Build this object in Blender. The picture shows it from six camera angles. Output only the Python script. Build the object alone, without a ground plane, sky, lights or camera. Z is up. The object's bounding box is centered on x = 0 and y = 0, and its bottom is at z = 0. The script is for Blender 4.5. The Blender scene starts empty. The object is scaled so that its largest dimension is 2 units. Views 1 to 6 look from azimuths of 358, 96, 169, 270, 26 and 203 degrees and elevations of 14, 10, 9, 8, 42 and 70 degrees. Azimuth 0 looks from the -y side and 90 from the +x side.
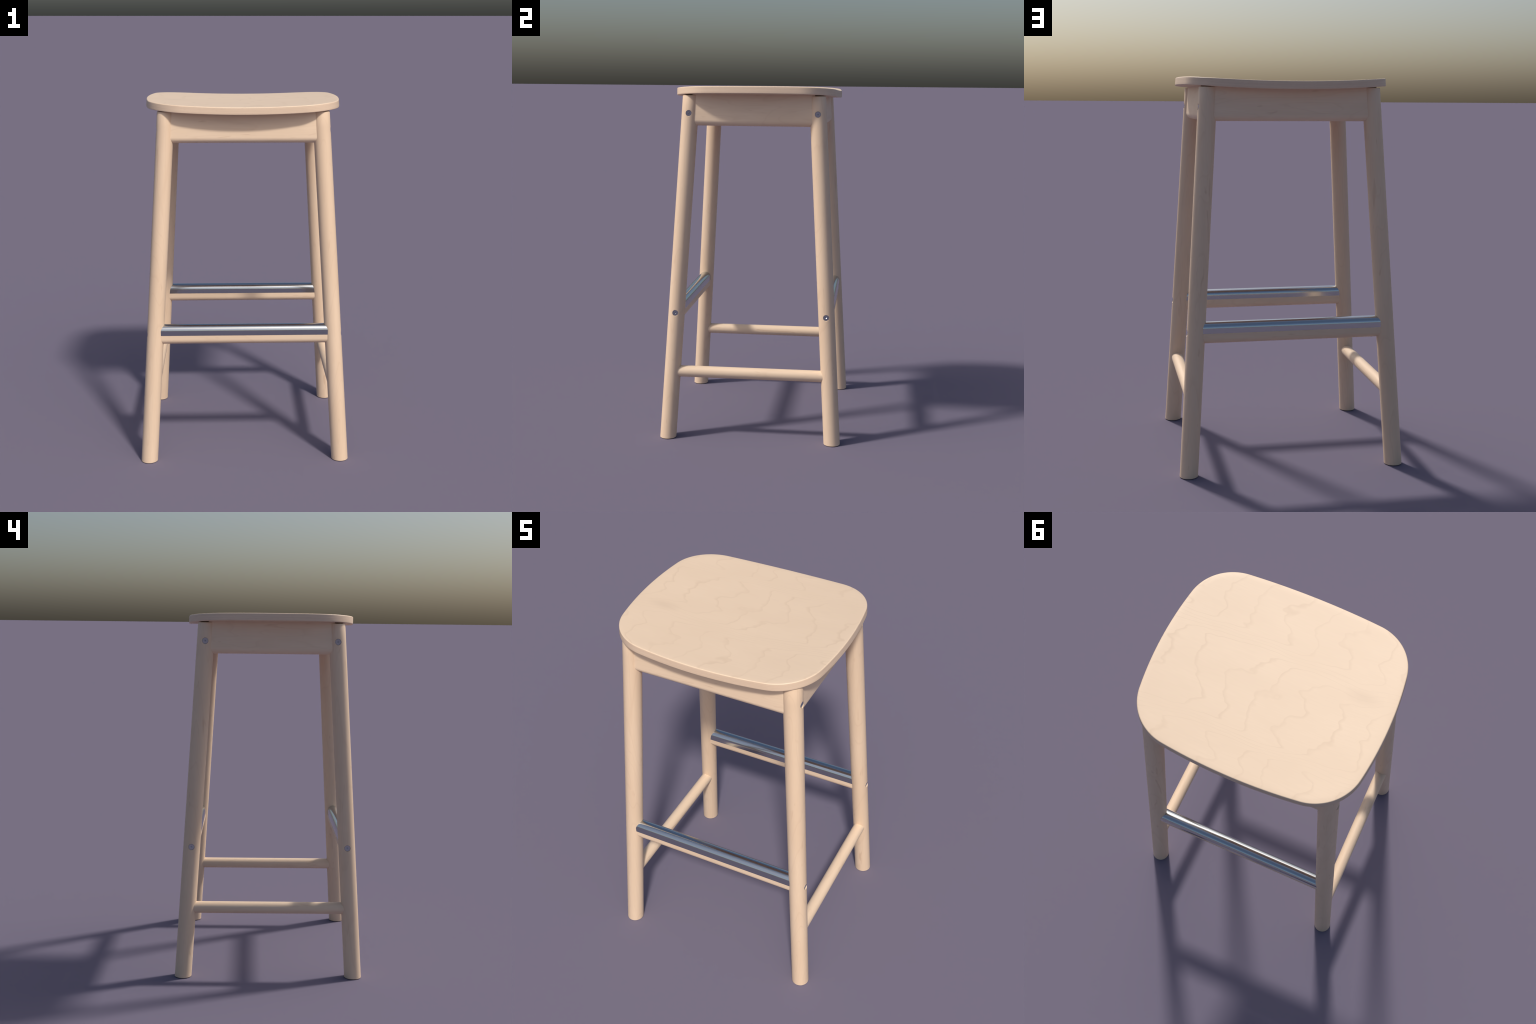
# A light birch bar stool: bent plywood saddle seat, four splayed round legs,
# aprons under the seat, two capped foot rails, two round side stretchers, recessed bolts.
import bpy, bmesh, math
from mathutils import Vector

# ------------------------------------------------------------------ sizes (metres)
LEG_R = 0.0465                       # leg radius
FOOT_X, FOOT_Y = 0.5380, 0.4722      # leg axis on the floor
SPLAY_X, SPLAY_Y = 0.0637, 0.0618    # how far the axis leans in per metre of height
LEG_TOP = 1.9484
SEAT_TOP_MID = 1.9780                # top of the seat on the centre line
SEAT_TOP_END = 2.0003                # top of the seat at its raised sides
SEAT_HALF_X, SEAT_HALF_Y = 0.5362, 0.4670
SEAT_THICK = 0.0396
SEAT_K = (SEAT_TOP_END - SEAT_TOP_MID) / SEAT_HALF_X ** 2
APRON_BOTTOM = 1.7812
APRON_HALF = 0.0335
RAIL_Z, RAIL_HALF_H, RAIL_HALF_W = 0.7310, 0.0550, 0.0330
STRETCHER_Z, STRETCHER_R = 0.3865, 0.0325
BOLT_ZS = (1.8500, RAIL_Z)


def axis_x(z):
    return FOOT_X - SPLAY_X * z


def axis_y(z):
    return FOOT_Y - SPLAY_Y * z


def seat_top(x):
    return SEAT_TOP_MID + SEAT_K * x * x


def seat_under(x):
    return seat_top(x) - SEAT_THICK * math.sqrt(1 + (2 * SEAT_K * x) ** 2)


# ------------------------------------------------------------------ node helpers
def new_material(name):
    m = bpy.data.materials.new(name)
    m.use_nodes = True
    nt = m.node_tree
    for n in list(nt.nodes):
        nt.nodes.remove(n)
    out = nt.nodes.new('ShaderNodeOutputMaterial')
    bsdf = nt.nodes.new('ShaderNodeBsdfPrincipled')
    nt.links.new(bsdf.outputs[0], out.inputs[0])
    return m, nt, bsdf


class Graph:
    """Small wrapper that keeps node building readable."""

    def __init__(self, nt):
        self.nt = nt

    def link(self, src, dst):
        if isinstance(src, (int, float)):
            dst.default_value = src
        elif isinstance(src, tuple):
            dst.default_value = src
        else:
            self.nt.links.new(src, dst)

    def math(self, op, a, b=0.0, c=0.0, clamp=False):
        n = self.nt.nodes.new('ShaderNodeMath')
        n.operation = op
        n.use_clamp = clamp
        for s, v in zip(n.inputs, (a, b, c)):
            self.link(v, s)
        return n.outputs[0]

    def coords(self):
        return self.nt.nodes.new('ShaderNodeTexCoord').outputs['Object']

    def random(self):
        return self.nt.nodes.new('ShaderNodeObjectInfo').outputs['Random']

    def mapping(self, vec, scale=(1, 1, 1), loc=(0, 0, 0), rot=(0, 0, 0)):
        n = self.nt.nodes.new('ShaderNodeMapping')
        self.link(vec, n.inputs['Vector'])
        n.inputs['Scale'].default_value = scale
        n.inputs['Rotation'].default_value = rot
        self.link(loc, n.inputs['Location'])
        return n.outputs[0]

    def combine(self, x, y, z):
        n = self.nt.nodes.new('ShaderNodeCombineXYZ')
        for s, v in zip(n.inputs, (x, y, z)):
            self.link(v, s)
        return n.outputs[0]

    def split(self, vec):
        n = self.nt.nodes.new('ShaderNodeSeparateXYZ')
        self.link(vec, n.inputs[0])
        return n.outputs

    def noise(self, vec, scale, detail=2.0, rough=0.5, dist=0.0):
        n = self.nt.nodes.new('ShaderNodeTexNoise')
        self.link(vec, n.inputs['Vector'])
        n.inputs['Scale'].default_value = scale
        n.inputs['Detail'].default_value = detail
        n.inputs['Roughness'].default_value = rough
        n.inputs['Distortion'].default_value = dist
        return n.outputs[0]

    def ramp(self, fac, stops, interp='LINEAR'):
        n = self.nt.nodes.new('ShaderNodeValToRGB')
        n.color_ramp.interpolation = interp
        e = n.color_ramp.elements
        while len(e) < len(stops):
            e.new(0.5)
        for el, (p, v) in zip(e, stops):
            el.position = p
            el.color = (v, v, v, 1) if isinstance(v, (int, float)) else (*v, 1)
        self.link(fac, n.inputs[0])
        return n.outputs[0]

    def mix(self, fac, a, b, mode='MIX'):
        n = self.nt.nodes.new('ShaderNodeMix')
        n.data_type = 'RGBA'
        n.blend_type = mode
        self.link(fac, n.inputs[0])
        self.link(a, n.inputs[6])
        self.link(b, n.inputs[7])
        return n.outputs[2]

    def smoothstep(self, v, lo, hi):
        n = self.nt.nodes.new('ShaderNodeMapRange')
        n.interpolation_type = 'SMOOTHSTEP'
        self.link(v, n.inputs[0])
        n.inputs[1].default_value = lo
        n.inputs[2].default_value = hi
        return n.outputs[0]

    def bump(self, height, strength, distance):
        n = self.nt.nodes.new('ShaderNodeBump')
        n.inputs['Strength'].default_value = strength
        n.inputs['Distance'].default_value = distance
        self.link(height, n.inputs['Height'])
        return n.outputs[0]


def rgb(r, g, b):
    return (r, g, b, 1.0)


# ------------------------------------------------------------------ materials
WOOD_ROUGH, WOOD_SPEC = 0.50, 0.45


def seat_wood():
    """Veneer with faint flame figure: growth lines run along x in two dense bands and
    step across the board in ragged fronts between them."""
    m, nt, bsdf = new_material('birch_veneer')
    g = Graph(nt)
    co = g.coords()
    x, y, _ = g.split(co)
    wob = g.noise(g.mapping(co, scale=(2.2, 4.0, 1.0)), 1.0, 1.0)
    yw = g.math('ADD', y, g.math('MULTIPLY_ADD', wob, 0.10, -0.05))
    band_a = g.smoothstep(yw, -0.200, -0.085)
    band_b = g.smoothstep(yw, 0.245, 0.330)
    rag = g.noise(g.mapping(co, scale=(3.0, 6.5, 1.0), loc=(1.3, 0.4, 0.0)), 1.0, 1.6, 0.42)
    jag = g.noise(g.mapping(co, scale=(15.0, 22.0, 1.0)), 1.0, 1.0)
    # a small knot bends the lines round itself
    knot = g.math('ADD', g.math('POWER', g.math('MULTIPLY', g.math('ADD', x, 0.385), 11.0), 2.0),
                  g.math('POWER', g.math('MULTIPLY', g.math('ADD', y, 0.095), 24.0), 2.0))
    knot = g.math('DIVIDE', 1.0, g.math('ADD', knot, 1.0))
    field = g.math('MULTIPLY', x, 6.4)
    field = g.math('SUBTRACT', field, g.math('MULTIPLY', band_a, 4.6))
    field = g.math('SUBTRACT', field, g.math('MULTIPLY', band_b, 4.0))
    field = g.math('ADD', field, g.math('MULTIPLY_ADD', jag, 0.45, g.math('MULTIPLY', rag, 2.5)))
    field = g.math('ADD', field, g.math('MULTIPLY', knot, 1.6))
    saw = g.math('FRACT', field)
    line = g.ramp(saw, [(0.0, 0.0), (0.84, 0.0), (0.962, 1.0), (1.0, 0.0)])
    fade = g.ramp(g.noise(g.mapping(co, scale=(3, 5, 2)), 1.0, 1.0), [(0.35, 0.45), (0.65, 1.0)])
    line = g.math('MULTIPLY', line, fade)
    tone = g.noise(g.mapping(co, scale=(1.6, 4.0, 2.0)), 1.6, 2.0)
    fibre = g.noise(g.mapping(co, scale=(10, 200, 200)), 1.0, 3.0, 0.6)
    base = g.mix(g.ramp(tone, [(0.3, 0.0), (0.7, 1.0)]),
                 rgb(0.775, 0.596, 0.430), rgb(0.800, 0.620, 0.450))
    base = g.mix(g.ramp(fibre, [(0.35, 0.0), (0.65, 0.30)]), base, rgb(0.745, 0.568, 0.405))
    base = g.mix(g.math('MULTIPLY', line, 0.33), base, rgb(0.600, 0.425, 0.285))
    base = g.mix(g.ramp(knot, [(0.45, 0.0), (1.0, 0.22)]), base, rgb(0.560, 0.410, 0.290))
    g.link(base, bsdf.inputs['Base Color'])
    bsdf.inputs['Roughness'].default_value = WOOD_ROUGH
    bsdf.inputs['Specular IOR Level'].default_value = WOOD_SPEC
    g.link(g.bump(fibre, 0.05, 0.001), bsdf.inputs['Normal'])
    return m


def edge_wood():
    """Board edge of the seat: faint level streaks of the glued layers."""
    m, nt, bsdf = new_material('birch_edge')
    g = Graph(nt)
    co = g.coords()
    x, y, z = g.split(co)
    # height inside the bent board, so that the streaks follow the bend
    h = g.math('SUBTRACT', z, g.math('MULTIPLY', g.math('MULTIPLY', x, x), SEAT_K))
    layer = g.noise(g.combine(g.math('MULTIPLY', x, 3.0), g.math('MULTIPLY', y, 3.0), g.math('MULTIPLY', h, 210.0)),
                    1.0, 3.0, 0.6)
    pore = g.noise(g.mapping(co, scale=(60, 60, 420)), 1.0, 2.0)
    base = g.mix(g.ramp(layer, [(0.35, 0.0), (0.70, 1.0)]), rgb(0.760, 0.580, 0.425), rgb(0.690, 0.510, 0.365))  # both tones darkened and more saturated, painting in the shade on the seat's side
    base = g.mix(g.ramp(pore, [(0.55, 0.0), (0.75, 0.35)]), base, rgb(0.610, 0.440, 0.310))
    g.link(base, bsdf.inputs['Base Color'])
    bsdf.inputs['Roughness'].default_value = WOOD_ROUGH
    bsdf.inputs['Specular IOR Level'].default_value = WOOD_SPEC
    return m


def solid_wood(name, along, tint=(1.0, 1.0, 1.0)):
    """Pale solid wood; the fibres run along the given axis index of the part."""
    m, nt, bsdf = new_material(name)
    g = Graph(nt)
    co = g.coords()
    rnd = g.random()
    off = g.combine(g.math('MULTIPLY', rnd, 37.0), g.math('MULTIPLY', rnd, 91.0), g.math('MULTIPLY', rnd, 53.0))

    def stretched(across, length):
        s = [across] * 3
        s[along] = length
        return g.mapping(co, scale=tuple(s), loc=off)
    tone = g.noise(stretched(5.0, 1.5), 1.0, 3.0, 0.55, 0.6)
    band = g.noise(stretched(28.0, 1.6), 1.0, 3.0, 0.55, 0.4)
    fibre = g.noise(stretched(240.0, 9.0), 1.0, 3.0, 0.6)
    fleck = g.noise(stretched(38.0, 5.5), 1.0, 2.0, 0.5, 0.8)
    ring = g.math('FRACT', g.math('MULTIPLY', g.noise(stretched(7.0, 1.1), 1.0, 1.5, 0.5, 0.3), 9.0))

    def c(r, gg, b):
        return rgb(r * tint[0], gg * tint[1], b * tint[2])
    base = g.mix(g.ramp(tone, [(0.33, 0.0), (0.67, 1.0)]), c(0.770, 0.572, 0.400), c(0.815, 0.620, 0.445))
    base = g.mix(g.ramp(band, [(0.40, 0.0), (0.75, 0.40)]), base, c(0.730, 0.530, 0.362))
    base = g.mix(g.ramp(fibre, [(0.35, 0.0), (0.65, 0.30)]), base, c(0.735, 0.540, 0.375))
    base = g.mix(g.ramp(ring, [(0.0, 0.0), (0.84, 0.0), (0.96, 0.15), (1.0, 0.0)]), base, c(0.60, 0.40, 0.26))
    base = g.mix(g.ramp(fleck, [(0.665, 0.0), (0.75, 0.42)]), base, c(0.58, 0.38, 0.24))
    g.link(base, bsdf.inputs['Base Color'])
    bsdf.inputs['Roughness'].default_value = WOOD_ROUGH
    bsdf.inputs['Specular IOR Level'].default_value = WOOD_SPEC
    g.link(g.bump(fibre, 0.05, 0.001), bsdf.inputs['Normal'])
    return m


def steel(name, colour, rough):
    m, nt, bsdf = new_material(name)
    g = Graph(nt)
    n = g.noise(g.mapping(g.coords(), scale=(3, 200, 200)), 1.0, 2.0)
    g.link(g.ramp(n, [(0.3, rough * 0.85), (0.7, rough * 1.15)]), bsdf.inputs['Roughness'])
    bsdf.inputs['Base Color'].default_value = rgb(*colour)
    bsdf.inputs['Metallic'].default_value = 1.0
    return m


MAT_SEAT = seat_wood()
MAT_EDGE = edge_wood()
MAT_LEG = solid_wood('birch_leg', 2)
MAT_ALONG_X = solid_wood('birch_along_width', 0, (1.035, 1.05, 1.06))
MAT_ALONG_Y = solid_wood('birch_along_depth', 1, (1.035, 1.05, 1.06))
MAT_STEEL = steel('polished_steel', (0.545, 0.575, 0.590), 0.155)
MAT_BOLT = steel('zinc_bolt', (0.50, 0.54, 0.57), 0.10)


# ------------------------------------------------------------------ mesh helpers
def make_object(name, bm, mat, parent, origin=(0, 0, 0), angle=35):
    o = Vector(origin)
    for v in bm.verts:
        v.co -= o
    bmesh.ops.recalc_face_normals(bm, faces=bm.faces)
    me = bpy.data.meshes.new(name)
    bm.to_mesh(me)
    bm.free()
    me.materials.append(mat)
    me.shade_smooth()
    me.set_sharp_from_angle(angle=math.radians(angle))
    ob = bpy.data.objects.new(name, me)
    bpy.context.scene.collection.objects.link(ob)
    attach(ob, parent, o)
    return ob


def attach(ob, parent, world):
    ob.parent = parent
    base = Vector((0, 0, 0))
    p = parent
    while p is not None:
        base += p.location
        p = p.parent
    ob.location = Vector(world) - base


def loft(bm, rings, closed=True, caps=True):
    """Skin equal-length vertex rings; optional end caps."""
    rows = [[bm.verts.new(p) for p in r] for r in rings]
    n = len(rows[0])
    for a, b in zip(rows, rows[1:]):
        for i in range(n if closed else n - 1):
            j = (i + 1) % n
            bm.faces.new((a[i], a[j], b[j], b[i]))
    if caps:
        bm.faces.new(rows[0])
        bm.faces.new(rows[-1])
    return rows


def circle(r, n):
    return [(r * math.cos(2 * math.pi * i / n), r * math.sin(2 * math.pi * i / n)) for i in range(n)]


def arc(cx, cy, r, a0, a1, n):
    return [(cx + r * math.cos(math.radians(a0 + (a1 - a0) * i / n)),
             cy + r * math.sin(math.radians(a0 + (a1 - a0) * i / n))) for i in range(n + 1)]


# ------------------------------------------------------------------ the stool
stool = bpy.data.objects.new('bar_stool', None)
bpy.context.scene.collection.objects.link(stool)
stool['label'] = 'tall pale birch bar stool with steel-capped foot rails'
stool['category'] = 'bar stool'


# ---- seat: bowed sides joined by rounded corners, bent upward towards +-x
def seat_outline():
    """Quarter outline from bowed front edge, corner fillet, bowed side; mirrored all round."""
    r_side, r_front, r_corner = 1.70, 2.90, 0.225
    c_side = (SEAT_HALF_X - r_side, 0.0)
    c_front = (0.0, SEAT_HALF_Y - r_front)
    # fillet centre: inside both big circles by r_corner
    d1, d2 = r_side - r_corner, r_front - r_corner
    dx, dy = c_front[0] - c_side[0], c_front[1] - c_side[1]
    d = math.hypot(dx, dy)
    a = (d1 * d1 - d2 * d2 + d * d) / (2 * d)
    h = math.sqrt(d1 * d1 - a * a)
    cand = [(c_side[0] + a * dx / d + s * h * dy / d, c_side[1] + a * dy / d - s * h * dx / d) for s in (1, -1)]
    fx, fy = max(cand, key=lambda p: p[0] + p[1])
    a_side = math.degrees(math.atan2(fy - c_side[1], fx - c_side[0]))
    a_front = math.degrees(math.atan2(fy - c_front[1], fx - c_front[0]))
    q = arc(*c_side, r_side, 0, a_side, 14)[:-1]
    q += arc(fx, fy, r_corner, a_side, a_front, 26)[:-1]
    q += arc(*c_front, r_front, a_front, 90, 16)[:-1]
    top = q + [(0.0, SEAT_HALF_Y)] + [(-x, y) for x, y in reversed(q[1:])]
    full = top + [(-SEAT_HALF_X, 0.0)] + [(-x, -y) for x, y in q[1:]]
    return full + [(0.0, -SEAT_HALF_Y)] + [(x, -y) for x, y in reversed(q[1:])]


def inset(poly, d):
    out = []
    n = len(poly)
    for i, (x, y) in enumerate(poly):
        x0, y0 = poly[i - 1]
        x1, y1 = poly[(i + 1) % n]
        tx, ty = x1 - x0, y1 - y0
        L = math.hypot(tx, ty)
        out.append((x - ty / L * d, y + tx / L * d))
    return out


def bend(x, y, depth):
    """Place a point of the flat board on the bent board; depth is measured from the top face."""
    slope = 2 * SEAT_K * x
    L = math.sqrt(1 + slope * slope)
    return (x + depth * slope / L, y, seat_top(x) - depth / L)


def build_seat():
    bm = bmesh.new()
    line = seat_outline()
    rt, rb = 0.0048, 0.0032
    rings = []
    steps = 20
    core = inset(line, rt)
    for i in range(1, steps):
        f = (i / steps) ** 0.9
        rings.append([bend(x * f, y * f, 0.0) for x, y in core])
    for i in range(7):
        t = math.radians(90 * i / 6)
        rings.append([bend(x, y, rt - rt * math.cos(t)) for x, y in inset(line, rt - rt * math.sin(t))])
    for i in range(1, 4):
        dep = rt + (SEAT_THICK - rt - rb) * i / 4
        rings.append([bend(x, y, dep) for x, y in line])
    for i in range(6):
        t = math.radians(90 * i / 5)
        rings.append([bend(x, y, SEAT_THICK - rb + rb * math.sin(t)) for x, y in inset(line, rb - rb * math.cos(t))])
    core = inset(line, rb)
    for i in range(steps - 1, 0, -1):
        f = (i / steps) ** 0.9
        rings.append([bend(x * f, y * f, SEAT_THICK) for x, y in core])
    rows = loft(bm, rings, caps=False)
    for row, dep in ((rows[0], 0.0), (rows[-1], SEAT_THICK)):
        c = bm.verts.new(bend(0, 0, dep))
        for i in range(len(row)):
            bm.faces.new((row[i], row[(i + 1) % len(row)], c))
    bmesh.ops.recalc_face_normals(bm, faces=bm.faces)
    for f in bm.faces:                      # the board edge shows its layers
        if abs(f.normal.z) < 0.55:
            f.material_index = 1
    ob = make_object('seat', bm, MAT_SEAT, stool, (0, 0, SEAT_TOP_MID - SEAT_THICK))
    ob.data.materials.append(MAT_EDGE)
    return ob


build_seat()


# ---- legs with counterbored bolts
BOLT_R = 0.0163
FLOOR_OF_HOLE = 0.0413      # distance of the bolt seat from the leg axis


def leg_mesh(sx, sy):
    bm = bmesh.new()
    ring = circle(1.0, 96)
    prof = [(0.0, -0.0008), (0.0008, 0.0)]
    prof += [(0.0008 + (LEG_TOP - 0.0038) * i / 24, 0.0) for i in range(1, 25)]
    prof += [(LEG_TOP - 0.0015, -0.0006), (LEG_TOP - 0.0004, -0.0016), (LEG_TOP, -0.003)]
    rings = []
    for z, dr in prof:
        r = LEG_R + dr
        rings.append([(sx * axis_x(z) + r * x, sy * axis_y(z) + r * y, z) for x, y in ring])
    loft(bm, rings)
    return bm


def drill(ob, sx, sy, z):
    """Sink one round counterbore into the outer (+-x) side of a leg."""
    bm = bmesh.new()
    cx, cy = sx * axis_x(z), sy * axis_y(z)
    ring = circle(BOLT_R + 0.0006, 48)
    flare = circle(BOLT_R + 0.0016, 48)
    rows = []
    for d, rr in ((FLOOR_OF_HOLE - 0.0038, ring), (LEG_R - 0.0022, ring), (LEG_R + 0.0012, flare), (LEG_R + 0.02, flare)):
        rows.append([(cx + sx * d, cy + a, z + b) for a, b in rr])
    loft(bm, rows)
    bmesh.ops.recalc_face_normals(bm, faces=bm.faces)
    me = bpy.data.meshes.new('cutter')
    bm.to_mesh(me)
    bm.free()
    cut = bpy.data.objects.new('cutter', me)
    bpy.context.scene.collection.objects.link(cut)
    cut.location = Vector((0, 0, 0))
    mod = ob.modifiers.new('drill', 'BOOLEAN')
    mod.operation = 'DIFFERENCE'
    mod.solver = 'EXACT'
    mod.object = cut
    bpy.context.view_layer.update()
    dg = bpy.context.evaluated_depsgraph_get()
    new = bpy.data.meshes.new_from_object(ob.evaluated_get(dg))
    ob.modifiers.clear()
    ob.data = new
    bpy.data.objects.remove(cut)


def bolt_mesh(sx):
    """Pan of a bolt lying in the hole, with a hexagonal socket; axis along x."""
    bm = bmesh.new()
    n = 48
    hexr = 0.0046

    def hexagon(scale):
        pts = []
        for i in range(n):
            a = 2 * math.pi * i / n
            k = (a + math.pi / 6) % (math.pi / 3) - math.pi / 6
            r = hexr * scale * math.cos(math.pi / 6) / math.cos(k)
            pts.append((r * math.cos(a), r * math.sin(a)))
        return pts
    rows = []
    for d, pts in ((-0.004, circle(BOLT_R, n)), (0.0014, circle(BOLT_R, n)), (0.0020, circle(BOLT_R - 0.0006, n)),
                   (0.0020, hexagon(1.0)), (0.0014, hexagon(0.94)), (-0.0016, hexagon(0.10))):
        rows.append([(sx * d, a, b) for a, b in pts])
    loft(bm, rows)
    return bm


bolt_data = {}
for sx in (1, -1):
    for sy in (1, -1):
        leg = make_object('leg', leg_mesh(sx, sy), MAT_LEG, stool, (0, 0, 0))
        for z in BOLT_ZS:
            drill(leg, sx, sy, z)
        me = leg.data
        foot = Vector((sx * FOOT_X, sy * FOOT_Y, 0))
        for v in me.vertices:
            v.co -= foot
        leg.location = foot
        me.name = 'leg'
        me.shade_smooth()
        me.set_sharp_from_angle(angle=math.radians(28))
        for z in BOLT_ZS:
            spot = (sx * (axis_x(z) + FLOOR_OF_HOLE), sy * axis_y(z), z)
            if sx not in bolt_data:
                b = make_object('bolt', bolt_mesh(sx), MAT_BOLT, leg, (0, 0, 0), 12)
                bolt_data[sx] = b.data
            else:
                b = bpy.data.objects.new('bolt', bolt_data[sx])
                bpy.context.scene.collection.objects.link(b)
            attach(b, leg, spot)


# ---- aprons between the legs, leaning with them, tops cut to the seat's underside
def apron_section():
    """(across, height) outline from the top outer corner round the bottom; height None = top."""
    r = 0.0325
    w = APRON_HALF
    pts = [(w, None), (w, 0.12), (w, 0.08)]
    pts += arc(w - r, r, r, 0, -90, 8)
    pts += [(-x, z) for x, z in reversed(pts)]
    return pts


def build_apron(front, sign):
    bm = bmesh.new()
    sec = apron_section()
    rings = []
    steps = 28
    for i in range(steps + 1):
        t = -1 + 2 * i / steps
        ring = []
        for w, h in sec:
            if front:
                z = APRON_BOTTOM + h if h is not None else seat_under(t * axis_x(1.94)) + 0.004
                ring.append((t * (axis_x(z) - 0.012), sign * axis_y(z) + w, z))
            else:
                z = APRON_BOTTOM + h if h is not None else seat_under(axis_x(1.94) - 0.0) + 0.0035
                x = axis_x(z) + w
                if h is None:
                    z = seat_under(x) + 0.003
                ring.append((sign * x, t * (axis_y(z) - 0.012), z))
        rings.append(ring)
    loft(bm, rings)
    org = (0, sign * axis_y(1.86), 1.86) if front else (sign * axis_x(1.86), 0, 1.86)
    make_object('apron', bm, MAT_ALONG_X if front else MAT_ALONG_Y, stool, org, 50)


for s in (-1, 1):
    build_apron(True, s)
    build_apron(False, s)


# ---- foot rails: wooden bars with rounded edges, upper half sheathed in steel
def rounded_bar(hw, hh, r, n=8):
    pts = arc(hw - r, hh - r, r, 0, 90, n)
    pts += arc(-hw + r, hh - r, r, 90, 180, n)
    pts += arc(-hw + r, -hh + r, r, 180, 270, n)
    pts += arc(hw - r, -hh + r, r, 270, 360, n)
    return pts


def build_rail(sign):
    yc = sign * axis_y(RAIL_Z)
    half = axis_x(RAIL_Z) - 0.012
    bm = bmesh.new()
    sec = rounded_bar(RAIL_HALF_W, RAIL_HALF_H - 0.0004, 0.0320)
    loft(bm, [[(half * t, yc + w, RAIL_Z + h) for w, h in sec] for t in (-1, -0.5, 0, 0.5, 1)])
    rail = make_object('foot_rail', bm, MAT_ALONG_X, stool, (0, yc, RAIL_Z), 50)
    # sheath: a thin bent sheet over the top half
    bm = bmesh.new()
    t_out, t_in, r = RAIL_HALF_W + 0.0012, RAIL_HALF_W - 0.002, 0.0335
    top = RAIL_HALF_H + 0.0004
    outer = [(t_out, 0.0)] + [(t_out, 0.013)] + arc(t_out - r, top - r, r, 0, 90, 14)
    outer += [(-x, z) for x, z in reversed(outer)]
    inner = [(t_in, 0.0)] + arc(t_in - r + 0.003, top - 0.003 - r + 0.003, r - 0.003, 0, 90, 14)
    inner += [(-x, z) for x, z in reversed(inner)]
    sec = outer + list(reversed(inner))
    loft(bm, [[(half * t, yc + w, RAIL_Z + h) for w, h in sec] for t in (-1, -0.5, 0, 0.5, 1)])
    make_object('steel_cap', bm, MAT_STEEL, rail, (0, yc, RAIL_Z), 50)


for s in (-1, 1):
    build_rail(s)


# ---- round side stretchers
for s in (-1, 1):
    bm = bmesh.new()
    xc = s * axis_x(STRETCHER_Z)
    half = axis_y(STRETCHER_Z) - 0.012
    loft(bm, [[(xc + a, half * t, STRETCHER_Z + b) for a, b in circle(STRETCHER_R, 64)] for t in (-1, -0.5, 0, 0.5, 1)])
    make_object('stretcher', bm, MAT_ALONG_Y, stool, (xc, 0, STRETCHER_Z))
